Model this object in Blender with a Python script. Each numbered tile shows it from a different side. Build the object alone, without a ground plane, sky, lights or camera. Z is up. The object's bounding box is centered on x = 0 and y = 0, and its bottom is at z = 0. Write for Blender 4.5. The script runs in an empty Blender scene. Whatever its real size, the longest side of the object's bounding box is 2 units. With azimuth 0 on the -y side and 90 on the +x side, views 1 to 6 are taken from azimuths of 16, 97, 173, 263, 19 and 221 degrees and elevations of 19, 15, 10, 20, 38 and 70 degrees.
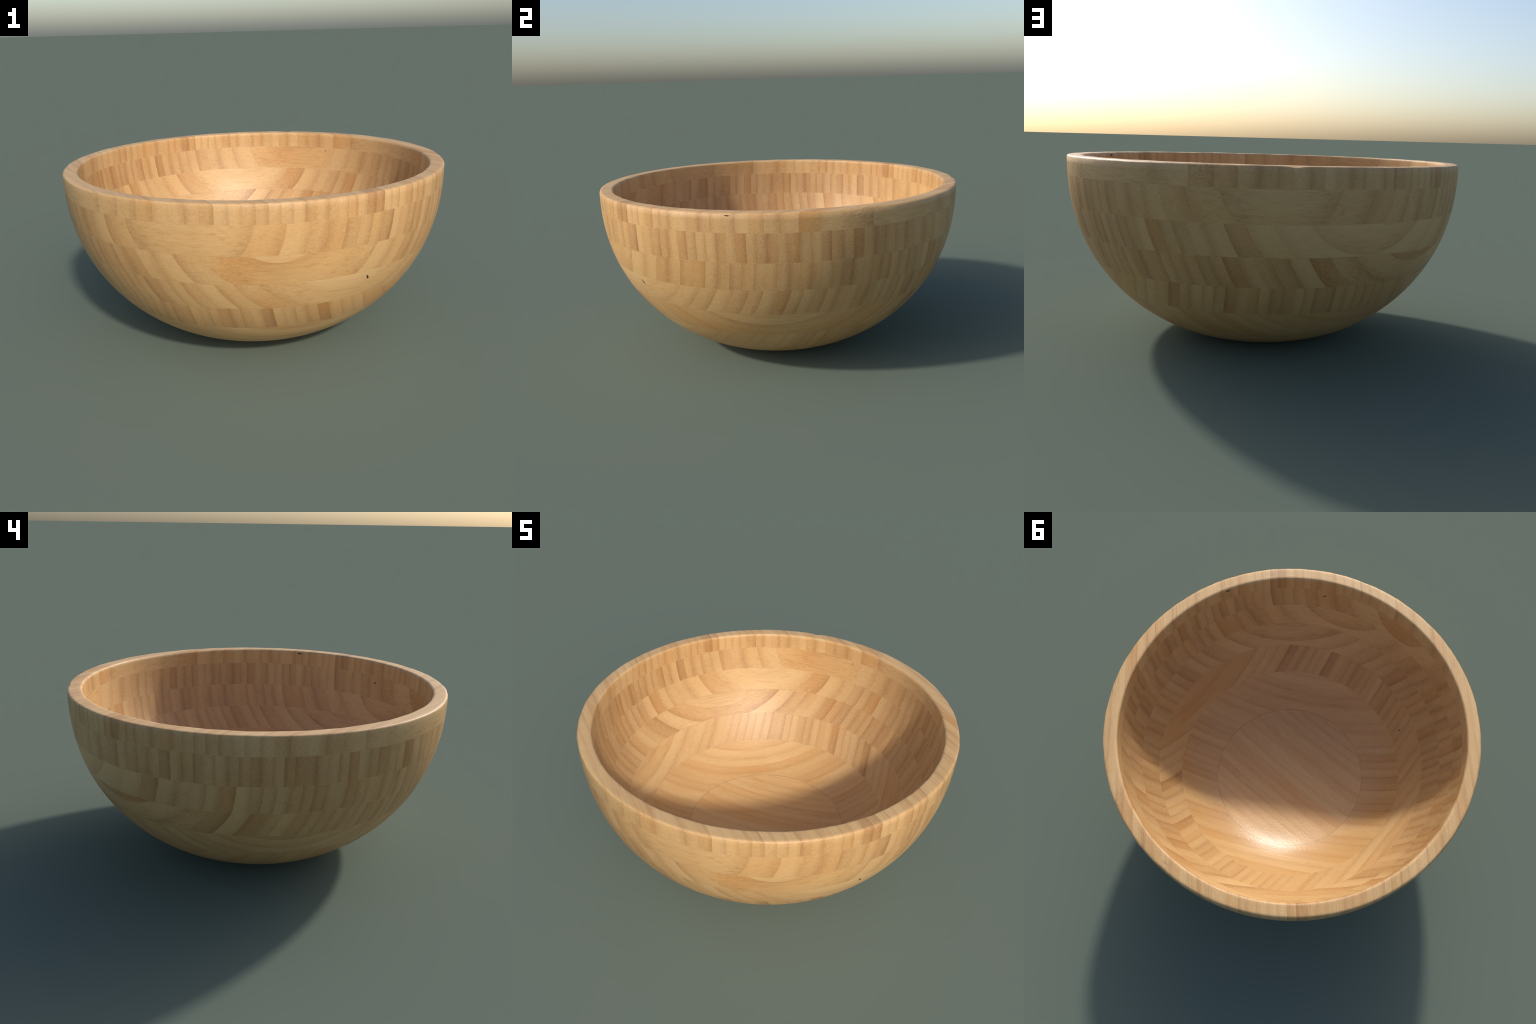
"""A turned bamboo salad bowl.

The real thing is a stack of seven boards, each glued up from parallel bamboo
strips and each turned to a different heading, that was then cut on a lathe.
It is built the same way: a lathe profile is sliced into boards by height, and
every board is sliced into strips by evenly spaced upright glue joints.
"""
import bpy, bmesh, math, random
import numpy as np
from mathutils import Vector

random.seed(7)

# ------------------------------------------------------------------ profile
RIM_TOP = 0.922          # height of the bowl
BOARD_TOPS = [0.134, 0.273, 0.413, 0.552, 0.692, 0.832, RIM_TOP]
GLUE = 0.0010            # thickness of the glue line between boards

FOOT_R = 0.238           # small flat foot
CURVE_TOP = 0.890        # height where the outside becomes upright


def outer_radius(z):
    s = min(max(z / CURVE_TOP, 0.0), 1.0)
    return FOOT_R + (1.0 - FOOT_R) * (1.0 - (1.0 - s) ** 2.167) ** (1 / 1.700)


# inside wall: radius at a few heights, joined by a smooth monotone curve
INNER = [(0.0, 0.079), (0.15, 0.0815), (0.30, 0.0955), (0.455, 0.132), (0.575, 0.1945), (0.672, 0.273),
         (0.788, 0.413), (0.8635, 0.552), (0.9045, 0.692), (0.9235, 0.832), (0.926, 0.900)]


def smooth_curve(points, per_span=16):
    """Centripetal Catmull-Rom through the control points."""
    p = [np.array(q, float) for q in points]
    p = [np.array([-p[1][0], p[1][1]])] + p + [2 * p[-1] - p[-2]]
    out = []
    for a, b, c, d in zip(p, p[1:], p[2:], p[3:]):
        t0, t1 = 0.0, np.linalg.norm(b - a) ** 0.5
        t2 = t1 + np.linalg.norm(c - b) ** 0.5
        t3 = t2 + np.linalg.norm(d - c) ** 0.5
        for t in np.linspace(t1, t2, per_span, endpoint=False):
            A1 = (t1 - t) / (t1 - t0) * a + (t - t0) / (t1 - t0) * b
            A2 = (t2 - t) / (t2 - t1) * b + (t - t1) / (t2 - t1) * c
            A3 = (t3 - t) / (t3 - t2) * c + (t - t2) / (t3 - t2) * d
            B1 = (t2 - t) / (t2 - t0) * A1 + (t - t0) / (t2 - t0) * A2
            B2 = (t3 - t) / (t3 - t1) * A2 + (t - t1) / (t3 - t1) * A3
            out.append((t2 - t) / (t2 - t1) * B1 + (t - t1) / (t2 - t1) * B2)
    out.append(p[-2])
    return np.array(out)


def dense_profile():
    """The whole cross-section from the middle of the foot, over the rim, to the middle of the floor."""
    pts = [(r, 0.0) for r in np.linspace(0, FOOT_R - 0.02, 12)]
    zs = 0.89 * np.linspace(0, 1, 90) ** 1.6
    wall = [(outer_radius(z), z) for z in zs]
    # a soft turn from the flat foot into the wall
    for k in range(6):
        s = (k + 1) / 7
        a, b, c = (FOOT_R - 0.02, 0.0), (FOOT_R, 0.0), wall[8]
        pts.append(((1 - s) ** 2 * a[0] + 2 * s * (1 - s) * b[0] + s * s * c[0],
                    (1 - s) ** 2 * a[1] + 2 * s * (1 - s) * b[1] + s * s * c[1]))
    pts += wall[8:]
    ro = 0.011                                   # rounded outer lip
    for k in range(1, 9):
        a = math.radians(90 * k / 8)
        pts.append((1.0 - ro + ro * math.cos(a), RIM_TOP - ro + ro * math.sin(a)))
    pts += [(r, RIM_TOP) for r in np.linspace(0.985, 0.942, 5)]
    ri, inner = 0.011, smooth_curve(INNER)[::-1]  # softer inner lip
    ci = inner[0][0] + ri
    for k in range(0, 9):
        a = math.radians(90 + 90 * k / 8)
        pts.append((ci + ri * math.cos(a), RIM_TOP - ri + ri * math.sin(a)))
    pts += [tuple(q) for q in inner]
    pts = np.array(pts)
    pts[:, 0] = np.maximum(pts[:, 0], 0)
    keep = [0]
    for i in range(1, len(pts)):
        if np.linalg.norm(pts[i] - pts[keep[-1]]) > 1e-4:
            keep.append(i)
    return pts[keep]


PROFILE = dense_profile()
SPLIT = int(np.argmax(PROFILE[:, 1]))            # first point at the rim top


def profile_normals(p):
    d = np.gradient(p, axis=0)
    n = np.stack([d[:, 1], -d[:, 0]], 1)
    return n / np.linalg.norm(n, axis=1, keepdims=True)


# fine copy of the profile that gives every vertex its lathe-true normal
_arc = np.concatenate([[0], np.cumsum(np.linalg.norm(np.diff(PROFILE, axis=0), axis=1))])
_s = np.linspace(0, _arc[-1], 4000)
FINE = np.stack([np.interp(_s, _arc, PROFILE[:, 0]), np.interp(_s, _arc, PROFILE[:, 1])], 1)
_n = profile_normals(FINE)
_k = np.hanning(31); _k /= _k.sum()
_pad = np.concatenate([_n[:1].repeat(15, 0), _n, _n[-1:].repeat(15, 0)])
FINE_N = np.stack([np.convolve(_pad[:, i], _k, "valid") for i in (0, 1)], 1)
FINE_N /= np.linalg.norm(FINE_N, axis=1, keepdims=True)


def lathe_normals(co):
    rz = np.stack([np.hypot(co[:, 0], co[:, 1]), co[:, 2]], 1)
    idx = np.empty(len(rz), int)
    for i in range(0, len(rz), 2000):
        d = ((rz[i:i + 2000, None] - FINE[None]) ** 2).sum(-1)
        idx[i:i + 2000] = d.argmin(1)
    n, r = FINE_N[idx], np.maximum(rz[:, 0], 1e-6)
    out = np.stack([n[:, 0] * co[:, 0] / r, n[:, 0] * co[:, 1] / r, n[:, 1]], 1)
    mid = rz[:, 0] < 1e-4
    out[mid] = np.stack([0 * n[mid, 0], 0 * n[mid, 0], np.sign(n[mid, 1])], 1)
    return out / np.linalg.norm(out, axis=1, keepdims=True)


def clip_between(line, lo, hi):
    """The part of a profile line (monotone in z) with lo <= z <= hi, ends added exactly."""
    out = []
    for a, b in zip(line, line[1:]):
        za, zb = a[1], b[1]
        cuts = [0.0, 1.0]
        for h in (lo, hi):
            if (za - h) * (zb - h) < 0:
                cuts.append((h - za) / (zb - za))
        cuts.sort()
        for s, e in zip(cuts, cuts[1:]):
            m = za + (zb - za) * (s + e) / 2
            if lo <= m <= hi:
                for w in (s, e):
                    q = (a[0] + (b[0] - a[0]) * w, a[1] + (b[1] - a[1]) * w)
                    if not out or math.dist(out[-1], q) > 1e-6:
                        out.append(q)
    return out


AROUND = 320


def hand_finish(x, y, r, z, inside):
    """What the lathe did not do: a lip sanded by hand, one chipped spot, a cavity a few millimetres off centre."""
    angle = math.atan2(y, x)
    edge = math.exp(-((z - RIM_TOP) / 0.012) ** 2)
    dr = dz = 0.0
    if z > 0.86:
        w = math.sin(17 * angle + 1.3) + 0.8 * math.sin(41 * angle) + 0.7 * math.sin(73 * angle + 4) + 0.5 * math.sin(131 * angle + 2)
        dr = 0.0009 * w * edge
        dz = 0.0004 * math.sin(29 * angle + r * 60) * edge
        if r > 0.97:
            chip = math.exp(-((angle - math.radians(91.6)) / 0.024) ** 2) * edge
            dr, dz = dr - 0.011 * chip, dz - 0.002 * chip
    lean = min(max((z - 0.15) / 0.75, 0.0), 1.0)
    dz += 0.0027 * min(max((z - 0.7) / 0.2, 0.0), 1.0) * (x + 0.45 * y)
    ox, oy = (0.0015 * lean, -0.001 * lean) if inside else (0.0, 0.0)
    k = (r + dr) / max(r, 1e-6)
    return x * k + ox, y * k + oy, z + dz


def lathe(bm, line, heading, inside):
    rows = []
    for r, z in line:
        if r < 1e-5:
            rows.append([bm.verts.new((0, 0, z))])
            continue
        row = []
        for i in range(AROUND):
            a = 2 * math.pi * i / AROUND - heading
            x, y, h = hand_finish(r * math.cos(a + heading), r * math.sin(a + heading), r, z, inside or (r < 0.95 and z > 0.8))
            c, n = math.cos(heading), math.sin(heading)
            row.append(bm.verts.new((x * c + y * n, -x * n + y * c, h)))
        rows.append(row)
    for a, b in zip(rows, rows[1:]):
        for i in range(AROUND):
            j = (i + 1) % AROUND
            if len(a) == 1:
                bm.faces.new((a[0], b[j], b[i]))
            elif len(b) == 1:
                bm.faces.new((a[i], a[j], b[0]))
            else:
                bm.faces.new((a[i], a[j], b[j], b[i]))


def board_lines(lo, hi, top):
    if top:
        return [clip_between(PROFILE, lo, 9)]
    out_line = clip_between(PROFILE[:SPLIT + 1], lo, hi)
    in_line = clip_between(PROFILE[SPLIT:], lo, hi)
    return [l for l in (out_line, in_line) if len(l) > 1]


# ---------------------------------------------------------------- materials
def link(nt, a, b):
    nt.links.new(a, b)


class Nodes:
    """Small helper for writing node graphs as expressions."""

    def __init__(self, mat):
        self.nt = mat.node_tree

    def new(self, kind, **props):
        n = self.nt.nodes.new(kind)
        for k, v in props.items():
            setattr(n, k, v)
        return n

    def put(self, socket, value):
        if isinstance(value, bpy.types.NodeSocket):
            self.nt.links.new(value, socket)
        else:
            socket.default_value = value

    def math(self, op, a, b=0.0, c=0.0, clamp=False):
        n = self.new("ShaderNodeMath", operation=op, use_clamp=clamp)
        for s, v in zip(n.inputs, (a, b, c)):
            self.put(s, v)
        return n.outputs[0]

    def prop(self, name):
        return self.new("ShaderNodeAttribute", attribute_type="OBJECT", attribute_name=f'["{name}"]').outputs["Fac"]

    def xyz(self, x, y, z):
        n = self.new("ShaderNodeCombineXYZ")
        for s, v in zip(n.inputs, (x, y, z)):
            self.put(s, v)
        return n.outputs[0]

    def noise(self, vec, scale=1.0, detail=2.0, rough=0.5, distortion=0.0):
        n = self.new("ShaderNodeTexNoise")
        self.put(n.inputs["Vector"], vec)
        n.inputs["Scale"].default_value, n.inputs["Detail"].default_value = scale, detail
        n.inputs["Roughness"].default_value, n.inputs["Distortion"].default_value = rough, distortion
        return n.outputs["Fac"]

    def smooth(self, value, lo, hi, a=0.0, b=1.0):
        n = self.new("ShaderNodeMapRange", interpolation_type="SMOOTHSTEP")
        for s, v in zip(n.inputs, (value, lo, hi, a, b)):
            self.put(s, v)
        return n.outputs[0]

    def mix(self, f, a, b, blend="MIX"):
        n = self.new("ShaderNodeMix", data_type="RGBA", blend_type=blend)
        self.put(n.inputs["Factor"], f)
        self.put(n.inputs["A"], a)
        self.put(n.inputs["B"], b)
        return [o for o in n.outputs if o.type == "RGBA"][0]


DARK, MID, LIGHT = (0.325, 0.160, 0.058, 1), (0.540, 0.323, 0.135, 1), (0.675, 0.443, 0.203, 1)
ORANGE, PALE = (0.550, 0.268, 0.080, 1), (0.590, 0.395, 0.190, 1)


def bamboo_material():
    mat = bpy.data.materials.new("bamboo")
    mat.use_nodes = True
    g = Nodes(mat)
    nt = mat.node_tree
    bsdf = nt.nodes["Principled BSDF"]
    co = g.new("ShaderNodeTexCoord").outputs["Object"]
    sep = g.new("ShaderNodeSeparateXYZ")
    g.put(sep.inputs[0], co)
    u, t, z = sep.outputs
    tone, hue, speck, node_u, flip, seed = (g.prop(k) for k in ("tone", "hue", "speckle", "node_at", "flip", "seed"))
    lower, pitch = g.prop("joint"), g.prop("pitch")

    # where across the strip: 0 at one glue joint, 1 at the next
    v = g.math("DIVIDE", g.math("SUBTRACT", t, lower), pitch, clamp=True)
    vf = g.math("ADD", g.math("MULTIPLY", v, g.math("SUBTRACT", 1.0, g.math("MULTIPLY", flip, 2.0))), flip)

    # fibres wander slightly as they run along the strip
    us = g.math("ADD", u, g.math("MULTIPLY", seed, 7.0))
    wander = g.math("SUBTRACT", g.noise(g.xyz(g.math("MULTIPLY", us, 5.0), g.math("MULTIPLY", t, 9.0), g.math("MULTIPLY", z, 9.0)), 1.0, 1.0), 0.5)
    tw = g.math("ADD", t, g.math("MULTIPLY", wander, 0.010))
    zw = g.math("ADD", z, g.math("MULTIPLY", wander, 0.014))

    # vascular bundles: long thin fibres, which show as dots on end grain and as streaks on face grain
    fib = g.noise(g.xyz(g.math("MULTIPLY", us, 14.0), g.math("MULTIPLY", tw, 130.0), g.math("MULTIPLY", zw, 130.0)), 1.0, 3.0, 0.6)
    streak = g.noise(g.xyz(g.math("MULTIPLY", us, 2.2), g.math("MULTIPLY", tw, 60.0), g.math("MULTIPLY", zw, 60.0)), 1.0, 2.0, 0.5)
    broad = g.noise(g.xyz(g.math("MULTIPLY", us, 3.0), g.math("MULTIPLY", t, 7.0), g.math("MULTIPLY", z, 5.0)), 1.0, 2.0, 0.5)
    drift = g.noise(g.xyz(g.math("MULTIPLY", us, 1.1), 3.1, g.math("MULTIPLY", seed, 31.0)), 1.0, 1.0, 0.5)
    hued = g.noise(g.xyz(g.math("MULTIPLY", us, 2.0), g.math("MULTIPLY", t, 4.0), g.math("ADD", g.math("MULTIPLY", z, 6.0), 9.0)), 1.0, 2.0, 0.5)

    # the outer skin side of every strip is denser and darker
    edge = g.smooth(vf, 0.45, 1.0, 0.0, 1.0)
    joint_line = g.math("SUBTRACT", 1.0, g.smooth(g.math("MINIMUM", v, g.math("SUBTRACT", 1.0, v)), 0.0, 0.07))

    # a culm node: a short mottled stretch of the strip
    du = g.math("DIVIDE", g.math("SUBTRACT", u, node_u), 0.16)
    ragged = g.math("ADD", g.math("ABSOLUTE", du), g.math("MULTIPLY", g.math("SUBTRACT", streak, 0.5), 1.2))
    near = g.math("MULTIPLY", g.smooth(ragged, 0.1, 1.0, 1.0, 0.0), speck)
    mott = g.noise(g.xyz(g.math("MULTIPLY", us, 45.0), g.math("MULTIPLY", tw, 190.0), g.math("MULTIPLY", zw, 190.0)), 1.0, 3.0, 0.65, 0.4)
    mott = g.smooth(mott, 0.34, 0.66, -1.0, 0.8)

    val = g.math("MULTIPLY", tone, 0.26)
    for term, weight in ((fib, 0.52), (streak, 0.15), (broad, 0.32), (drift, 0.36)):
        val = g.math("ADD", val, g.math("MULTIPLY", g.math("SUBTRACT", term, 0.5), weight))
    val = g.math("SUBTRACT", val, g.math("MULTIPLY", g.math("SUBTRACT", edge, 0.27), 0.19))
    val = g.math("SUBTRACT", val, g.math("MULTIPLY", joint_line, 0.07))
    val = g.math("ADD", val, g.math("MULTIPLY", g.math("MULTIPLY", g.math("SUBTRACT", mott, 0.5), near), 0.20))
    # faces cut across the grain are coloured a little darker than the long grain
    nrm = g.new("ShaderNodeVectorTransform", vector_type="NORMAL", convert_from="WORLD", convert_to="OBJECT")
    g.put(nrm.inputs[0], g.new("ShaderNodeNewGeometry").outputs["Normal"])
    ns = g.new("ShaderNodeSeparateXYZ")
    g.put(ns.inputs[0], nrm.outputs[0])
    end = g.smooth(g.math("ABSOLUTE", ns.outputs[0]), 0.25, 0.95)
    val = g.math("SUBTRACT", val, g.math("MULTIPLY", end, 0.13))
    # narrow dark fibre lines, seen where the cut runs along the grain
    line = g.noise(g.xyz(g.math("MULTIPLY", us, 2.6), g.math("MULTIPLY", tw, 105.0), g.math("MULTIPLY", zw, 60.0)), 1.0, 2.0, 0.5)
    along = g.math("SUBTRACT", 1.0, g.smooth(g.math("ABSOLUTE", ns.outputs[0]), 0.15, 0.55))
    val = g.math("SUBTRACT", val, g.math("MULTIPLY", g.math("MULTIPLY", g.smooth(line, 0.52, 0.72), along), 0.17))
    val = g.math("ADD", val, g.math("MULTIPLY", along, 0.03))
    val = g.math("ADD", val, 0.5)

    ramp = g.new("ShaderNodeValToRGB")
    g.put(ramp.inputs[0], val)
    e = ramp.color_ramp.elements
    e[0].position, e[0].color = 0.0, DARK
    e[1].position, e[1].color = 1.0, LIGHT
    m = ramp.color_ramp.elements.new(0.5)
    m.color = MID
    base = ramp.outputs[0]
    hv = g.math("ADD", g.math("ADD", hue, g.math("MULTIPLY", near, 0.5)), g.math("MULTIPLY", g.math("SUBTRACT", hued, 0.5), 1.2))
    base = g.mix(g.math("MULTIPLY", hv, 0.55, clamp=True), base, ORANGE)
    base = g.mix(g.math("MULTIPLY", hv, -0.55, clamp=True), base, PALE)
    g.put(bsdf.inputs["Base Color"], base)

    bump = g.new("ShaderNodeBump")
    bump.inputs["Strength"].default_value, bump.inputs["Distance"].default_value = 0.17, 0.004
    pores = g.noise(co, 90.0, 3.0, 0.65)
    g.put(bump.inputs["Height"], g.math("ADD", g.math("ADD", g.math("MULTIPLY", fib, 0.6), g.math("MULTIPLY", pores, 1.3)), g.math("MULTIPLY", g.math("MULTIPLY", mott, near), 0.2)))
    g.put(bsdf.inputs["Normal"], bump.outputs[0])
    # the floor inside is worn smooth, the outside is as sanded
    up = g.new("ShaderNodeSeparateXYZ")
    g.put(up.inputs[0], g.new("ShaderNodeNewGeometry").outputs["Normal"])
    rough = g.smooth(up.outputs[2], 0.05, 0.4, 0.46, g.prop("roughness"))
    rough = g.math("ADD", rough, g.math("MULTIPLY", g.math("SUBTRACT", pores, 0.5), 0.14))
    g.put(bsdf.inputs["Roughness"], g.math("ADD", rough, g.math("MULTIPLY", g.math("SUBTRACT", fib, 0.5), -0.08), clamp=True))
    bsdf.inputs["Specular IOR Level"].default_value = 0.5
    return mat


def plain_material(name, colour, rough, vary=0.25):
    mat = bpy.data.materials.new(name)
    mat.use_nodes = True
    g = Nodes(mat)
    bsdf = mat.node_tree.nodes["Principled BSDF"]
    n = g.noise(g.new("ShaderNodeTexCoord").outputs["Object"], 14.0, 3.0)
    dark = tuple(c * (1 - vary) for c in colour) + (1,)
    lite = tuple(min(1, c * (1 + vary)) for c in colour) + (1,)
    g.put(bsdf.inputs["Base Color"], g.mix(g.smooth(n, 0.3, 0.7), dark, lite))
    bsdf.inputs["Roughness"].default_value = rough
    return mat


BAMBOO = bamboo_material()
GLUE_MAT = plain_material("glue_line", (0.50, 0.30, 0.125), 0.4)
FLOOR_GLUE_MAT = plain_material("floor_glue_line", (0.40, 0.255, 0.125), 0.4)
CRACK_MAT = plain_material("dark_crack", (0.018, 0.012, 0.008), 0.8)


# ------------------------------------------------------------------- boards
# heading of the grain (degrees from +x), strip width, where one joint lies, and the strips that
# stand out: strip number -> (tone, hue, speckle, place of a culm node along the strip)
BOARDS = [
    dict(name="base_board", level=0.95, heading=1.5, pitch=0.0510, joint=0.026, odd={
        -4: (-.1, .2, 0, 0), -3: (.1, 0, 0, 0), 0: (-.15, .5, .6, -.05), 1: (-.1, .4, 0, 0), -1: (.2, -.2, 0, 0), 3: (-.35, 0, .9, .34)}),
    dict(name="lower_board", level=0.8, heading=29.8, pitch=0.04705, joint=0.0058, odd={
        -2: (-.75, .1, 0, 0), 1: (-.7, 0, 0, 0), 0: (-.1, 0, 0, 0), -5: (-.6, .1, .5, -.53), -1: (-.55, .1, 0, 0), 2: (-.5, .3, 0, 0),
        -4: (-.35, .1, 0, 0), 7: (-.5, .1, 0, 0), -3: (.2, 0, 0, 0), 3: (-.1, .3, 0, 0), 4: (.15, 0, .6, -.5), 6: (.3, 0, .7, .35),
        8: (-.3, .1, .7, -.1), 10: (-.1, .3, .8, 0.0), -8: (.25, 0, .5, .1)}),
    dict(name="lower_middle_board", level=0.35, heading=-87.75, pitch=0.0470, joint=-0.0146, odd={
        5: (-.85, 0, .7, -.70), 10: (-1.15, 0, 1.3, .72), 14: (-.2, .5, .5, -.3), 15: (-.2, .7, .5, -.17), 16: (-.1, .6, 0, 0),
        12: (.3, 0, 0, 0), 1: (-.5, .1, 0, 0), -4: (-.45, .1, 0, 0), -17: (.35, -.1, .5, -.2), -16: (.1, .1, 0, 0), -2: (.25, 0, 0, 0), 7: (.2, 0, 0, 0), 17: (-.2, .2, .4, .1)}),
    dict(name="middle_board", level=0.05, heading=41.1, pitch=0.05085, joint=0.0082, odd={
        18: (-.35, .5, .5, -.1), 17: (.1, -.1, 0, 0), 15: (-.55, .1, .8, .47), 14: (.55, -.2, 0, 0), 13: (-.5, .2, .9, -.62),
        16: (0, 0, .6, .3), -16: (.15, 0, 0, 0), 10: (-.45, .2, .8, .63), 9: (.2, 0, .6, .68), -11: (-.5, .2, 0, 0), -15: (.6, -.1, 0, 0), -14: (0, .1, 0, 0), -17: (.05, .1, .8, -.3),
        -18: (.3, 0, .3, -.3), -19: (.6, -.2, 0, 0), -5: (.35, -.1, 0, 0), -4: (-.35, .2, 0, 0), -9: (.3, 0, 0, 0), -10: (.05, 0, 0, 0), 11: (.25, 0, 0, 0)}),
    dict(name="upper_middle_board", level=-0.02, heading=21.4, pitch=0.05055, joint=-0.0158, odd={
        11: (-.65, .6, 0, 0), 10: (.65, -.2, 0, 0), 15: (.45, 0, 0, 0), 16: (-.4, .2, .8, .33), 17: (.6, -.1, 0, 0), 18: (.8, -.2, 0, 0), 19: (.7, -.1, .3, .1),
        1: (-.6, .2, 0, 0), -1: (.2, 0, 0, 0), -12: (-.45, .5, 0, 0), -11: (.25, 0, 0, 0), -13: (-.05, .3, 0, 0), -17: (.35, -.1, 0, 0), -16: (.35, 0, 0, 0), -15: (-.45, .2, 0, 0),
        -18: (.2, 0, .6, .3), -19: (-.1, .3, .9, -.18), -20: (.5, -.2, 0, 0), 13: (.1, -.1, 0, 0), 14: (.2, -.1, 0, 0), 5: (-.25, .1, 0, 0), 4: (-.3, .2, 0, 0)}),
    dict(name="upper_board", level=-0.15, heading=-1.55, pitch=0.04695, joint=-0.0169, odd={
        -1: (-.75, .3, 0, 0), 2: (-.65, .2, 0, 0), 10: (-.6, .1, 1, .85), -7: (-.4, .4, 0, 0), 4: (.1, -.1, .9, .97), -2: (.1, -.1, 1, -.97),
        18: (.6, -.1, 0, 0), -12: (.45, -.1, 0, 0), -5: (.3, -.1, 0, 0), 7: (-.35, 0, 0, 0), -10: (-.1, 0, .9, -.86), -13: (-.4, .1, .8, -.79),
        -3: (-.5, .2, 0, 0), -20: (-.15, .25, 1.5, 0.0), -21: (.1, 0, 0, 0), -19: (.35, 0, 0, 0), -16: (-.1, .1, .8, .52), -18: (-.1, .1, .8, .38), 19: (.05, .2, .7, -.1), 15: (-.3, .1, 0, 0), 20: (.05, .1, .4, -.15), 21: (.1, 0, 0, 0)}),
    dict(name="rim_board", level=0.0, heading=-45.25, pitch=0.0470, joint=-0.0149, odd={
        0: (-1.1, .1, .4, -1.0), 1: (-.7, .2, 0, 0), 2: (.35, -.1, 0, 0), 3: (.4, -.1, 0, 0), 4: (.35, 0, 0, 0), 5: (-.2, .4, 0, 0),
        -12: (.3, -.2, 0, 0), -17: (.25, -.3, 0, 0), -18: (-.25, .2, 0, 0), -21: (.15, -.1, 0, 0), 19: (-.1, 0, 1, -.43), 18: (-.35, .6, .4, .5),
        8: (.3, -.1, .3, .9), 12: (.35, -.2, .3, .8), 14: (.3, -.1, 0, 0), 15: (-.1, .3, 0, 0), 20: (.15, -.2, .9, .3), -6: (-.2, .3, 0, 0),
        -11: (-.2, .1, 0, 0), -13: (.3, -.3, 0, 0), -16: (.25, -.2, .3, -.66), 16: (-.3, .1, 0, 0)}),
]

bowl = bpy.data.objects.new("bamboo_bowl", None)
bowl["label"] = "round salad bowl of laminated bamboo strips, smoothly turned"
bowl["category"] = "bowl"
bpy.context.collection.objects.link(bowl)


def mesh_object(name, co, faces, parent, mat, rotation=0.0):
    me = bpy.data.meshes.new(name)
    me.from_pydata([tuple(c) for c in co], [], faces)
    me.materials.append(mat)
    me.polygons.foreach_set("use_smooth", [True] * len(me.polygons))
    me.normals_split_custom_set_from_vertices([tuple(n) for n in lathe_normals(np.asarray(co))])
    ob = bpy.data.objects.new(name, me)
    ob.parent = parent
    ob.rotation_euler = (0, 0, rotation)
    bpy.context.collection.objects.link(ob)
    return ob


def bm_arrays(bm, faces):
    index, co, out = {}, [], []
    for f in faces:
        row = []
        for vtx in f.verts:
            if vtx not in index:
                index[vtx] = len(co)
                co.append(tuple(vtx.co))
            row.append(index[vtx])
        out.append(row)
    return np.array(co), out


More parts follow.
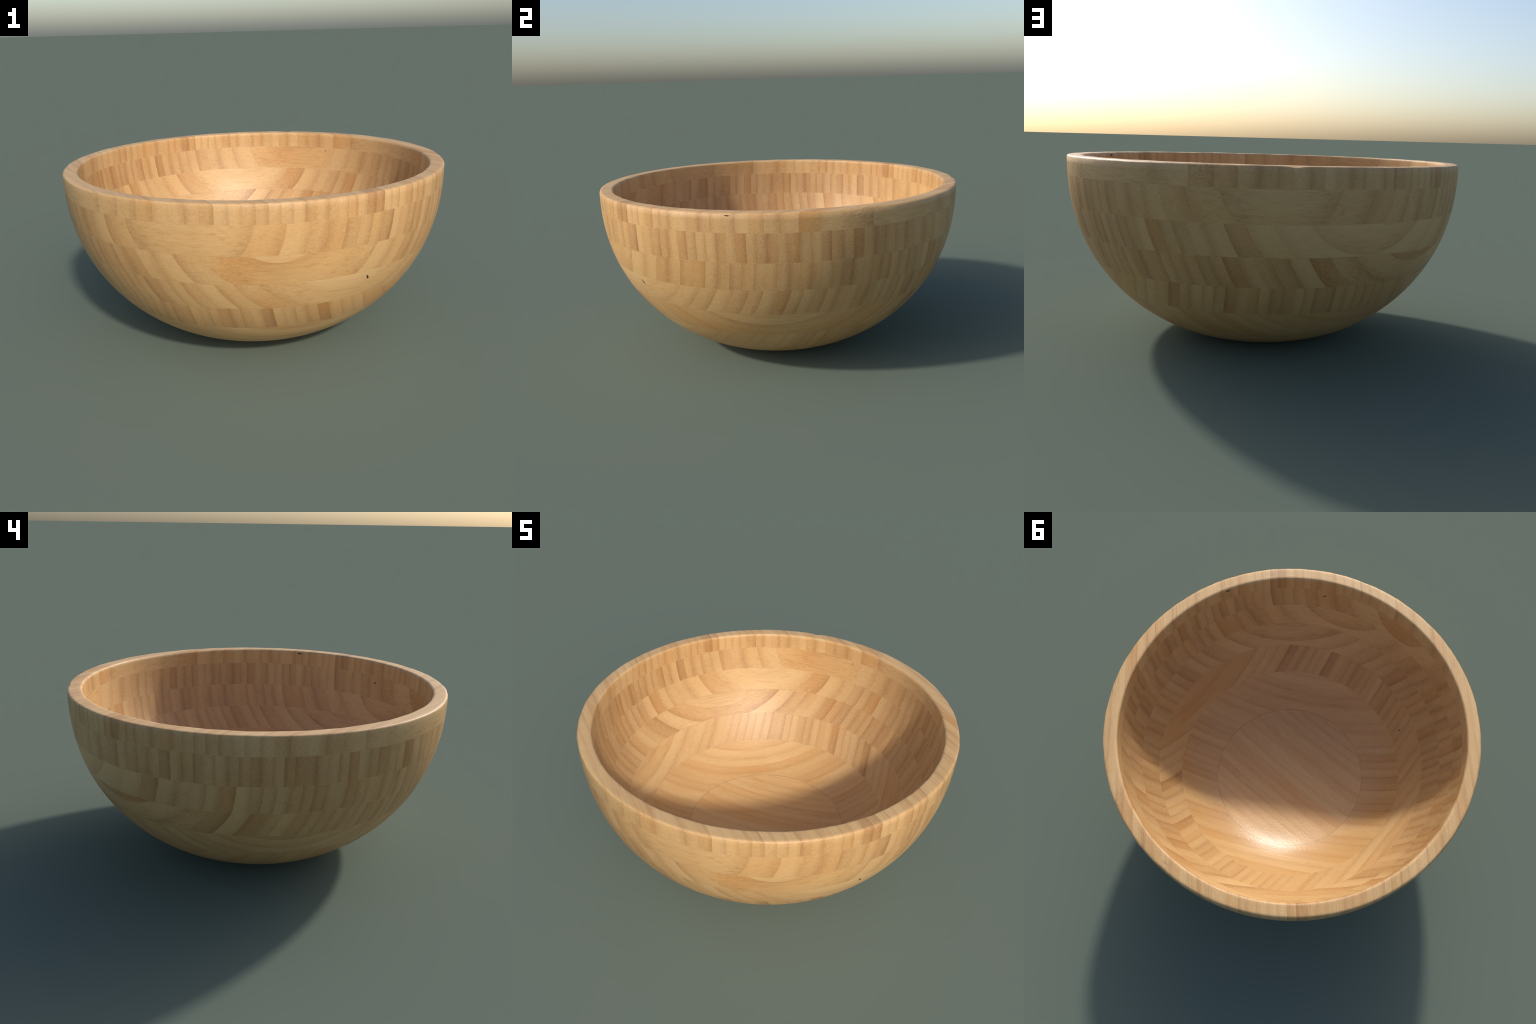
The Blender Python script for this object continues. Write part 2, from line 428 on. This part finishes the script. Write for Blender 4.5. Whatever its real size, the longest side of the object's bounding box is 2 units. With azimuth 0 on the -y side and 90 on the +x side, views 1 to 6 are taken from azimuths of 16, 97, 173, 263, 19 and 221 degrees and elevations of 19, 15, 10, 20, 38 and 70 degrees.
floor_z = 0.0
for number, board in enumerate(BOARDS):
    top = number == len(BOARDS) - 1
    lo, hi = (0.0 if number == 0 else BOARD_TOPS[number - 1]), BOARD_TOPS[number]
    heading = math.radians(board["heading"])
    # the thin glue line under (for the base: on top of) each board carries the board's strips
    bm = bmesh.new()
    seam = (hi - GLUE / 2, hi + GLUE / 2) if number == 0 else ((lo + GLUE / 2, lo + GLUE) if number == 1 else (lo - GLUE / 2, lo + GLUE / 2))
    for side, line in enumerate(board_lines(seam[0], seam[1], False)):
        lathe(bm, line, heading, side == 1)
    co, faces = bm_arrays(bm, bm.faces)
    bm.free()
    part = mesh_object(board["name"], co, faces, bowl, FLOOR_GLUE_MAT if number == 0 else GLUE_MAT, heading)

    lo_s = -1.0 if number == 0 else (seam[1])
    hi_s = 9.0 if top else hi - GLUE / 2
    bm = bmesh.new()
    for side, line in enumerate(board_lines(lo_s, hi_s, top)):
        lathe(bm, line, heading, side == 1)
    pitch, off = board["pitch"], board["joint"]
    reach = max(abs(vtx.co.y) for vtx in bm.verts)
    first, last = math.floor((-reach - off) / pitch), math.floor((reach - off) / pitch)
    rng = random.Random(100 + number)
    joints = {k: off + pitch * k + rng.uniform(-0.0012, 0.0012) for k in range(first, last + 2)}
    for k in range(first + 1, last + 1):
        bmesh.ops.bisect_plane(bm, geom=bm.verts[:] + bm.edges[:] + bm.faces[:], dist=1e-6,
                               plane_co=(0, joints[k], 0), plane_no=(0, 1, 0))
    groups = {}
    for f in bm.faces:
        y = f.calc_center_median().y
        k = first
        while k < last and y > joints[k + 1]:
            k += 1
        groups.setdefault(k, []).append(f)
    for k in sorted(groups):
        co, faces = bm_arrays(bm, groups[k])
        strip = mesh_object("bamboo_strip", co, faces, part, BAMBOO)
        usual = rng.gauss(0.0, 0.10 if top else 0.16), rng.gauss(0.0, 0.12), (rng.uniform(.3, .7) if rng.random() < .12 else 0.0), rng.choice((-1, 1)) * rng.uniform(.2, .95)
        flip = float(rng.random() < (0.25 if k * pitch < 0.45 else 0.75))
        tone, hue, speckle, node_at = board["odd"].get(k, usual)
        strip["tone"], strip["hue"], strip["speckle"], strip["node_at"] = float(tone) + board["level"], float(hue) + 0.5 * max(board["level"], 0.0), float(speckle), float(node_at)
        strip["roughness"] = {"base_board": 0.34, "lower_board": 0.33, "lower_middle_board": 0.46, "rim_board": 0.52}.get(board["name"], 0.48)
        strip["flip"], strip["seed"] = flip, rng.random()
        strip["joint"], strip["pitch"] = joints[k], joints[k + 1] - joints[k]
    bm.free()

# ------------------------------------------------------------------- cracks
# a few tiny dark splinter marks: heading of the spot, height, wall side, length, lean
CRACKS = [(-41.9, 0.516, "out", 0.024, -1.0), (-24.8, 0.908, "in", 0.020, 0.0), (-7.2, 0.9135, "out", 0.020, 0.1), (-60.6, 0.792, "in", 0.016, 0.9),
          (-11.4, 0.251, "in", 0.006, -0.5), (-119.2, 0.327, "in", 0.014, 0.7), (177.7, 0.521, "in", 0.012, -1.0), (74.2, 0.812, "in", 0.015, -1.3)]
OUT_LINE = PROFILE[:SPLIT + 1]
IN_LINE = PROFILE[SPLIT:][::-1]
for angle, z, side, length, lean in CRACKS:
    line = OUT_LINE if side == "out" else IN_LINE
    sel = line[(line[:, 1] > 0.02)]
    r = float(np.interp(z, sel[:, 1], sel[:, 0]))
    a = math.radians(angle)
    p = np.array([[r * math.cos(a), r * math.sin(a), z]])
    n = Vector(lathe_normals(p)[0])
    across = Vector((-math.sin(a), math.cos(a), 0))
    up = n.cross(across).normalized()
    axis = (across * math.cos(lean) + up * math.sin(lean)).normalized()
    side_axis = n.cross(axis)
    rows = []
    centre = Vector(p[0]) + n * 0.0004
    ring = []
    for i in range(12):
        b = 2 * math.pi * i / 12
        w = 0.20 * (1 + 0.5 * math.cos(b))
        q = centre + axis * (math.cos(b) * length * 0.6) + side_axis * (math.sin(b) * length * w)
        # hug the curved wall
        rr = float(np.interp(q.z, sel[:, 1], sel[:, 0])) + (0.0005 if side == "out" else -0.0005)
        h = math.hypot(q.x, q.y)
        ring.append((q.x * rr / h, q.y * rr / h, q.z))
    bump_co = centre + n * 0.0004
    co = ring + [tuple(bump_co)]
    faces = [(i, (i + 1) % 12, 12) for i in range(12)]
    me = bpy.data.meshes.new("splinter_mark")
    me.from_pydata(co, [], faces)
    me.materials.append(CRACK_MAT)
    ob = bpy.data.objects.new("splinter_mark", me)
    ob.parent = bowl
    bpy.context.collection.objects.link(ob)
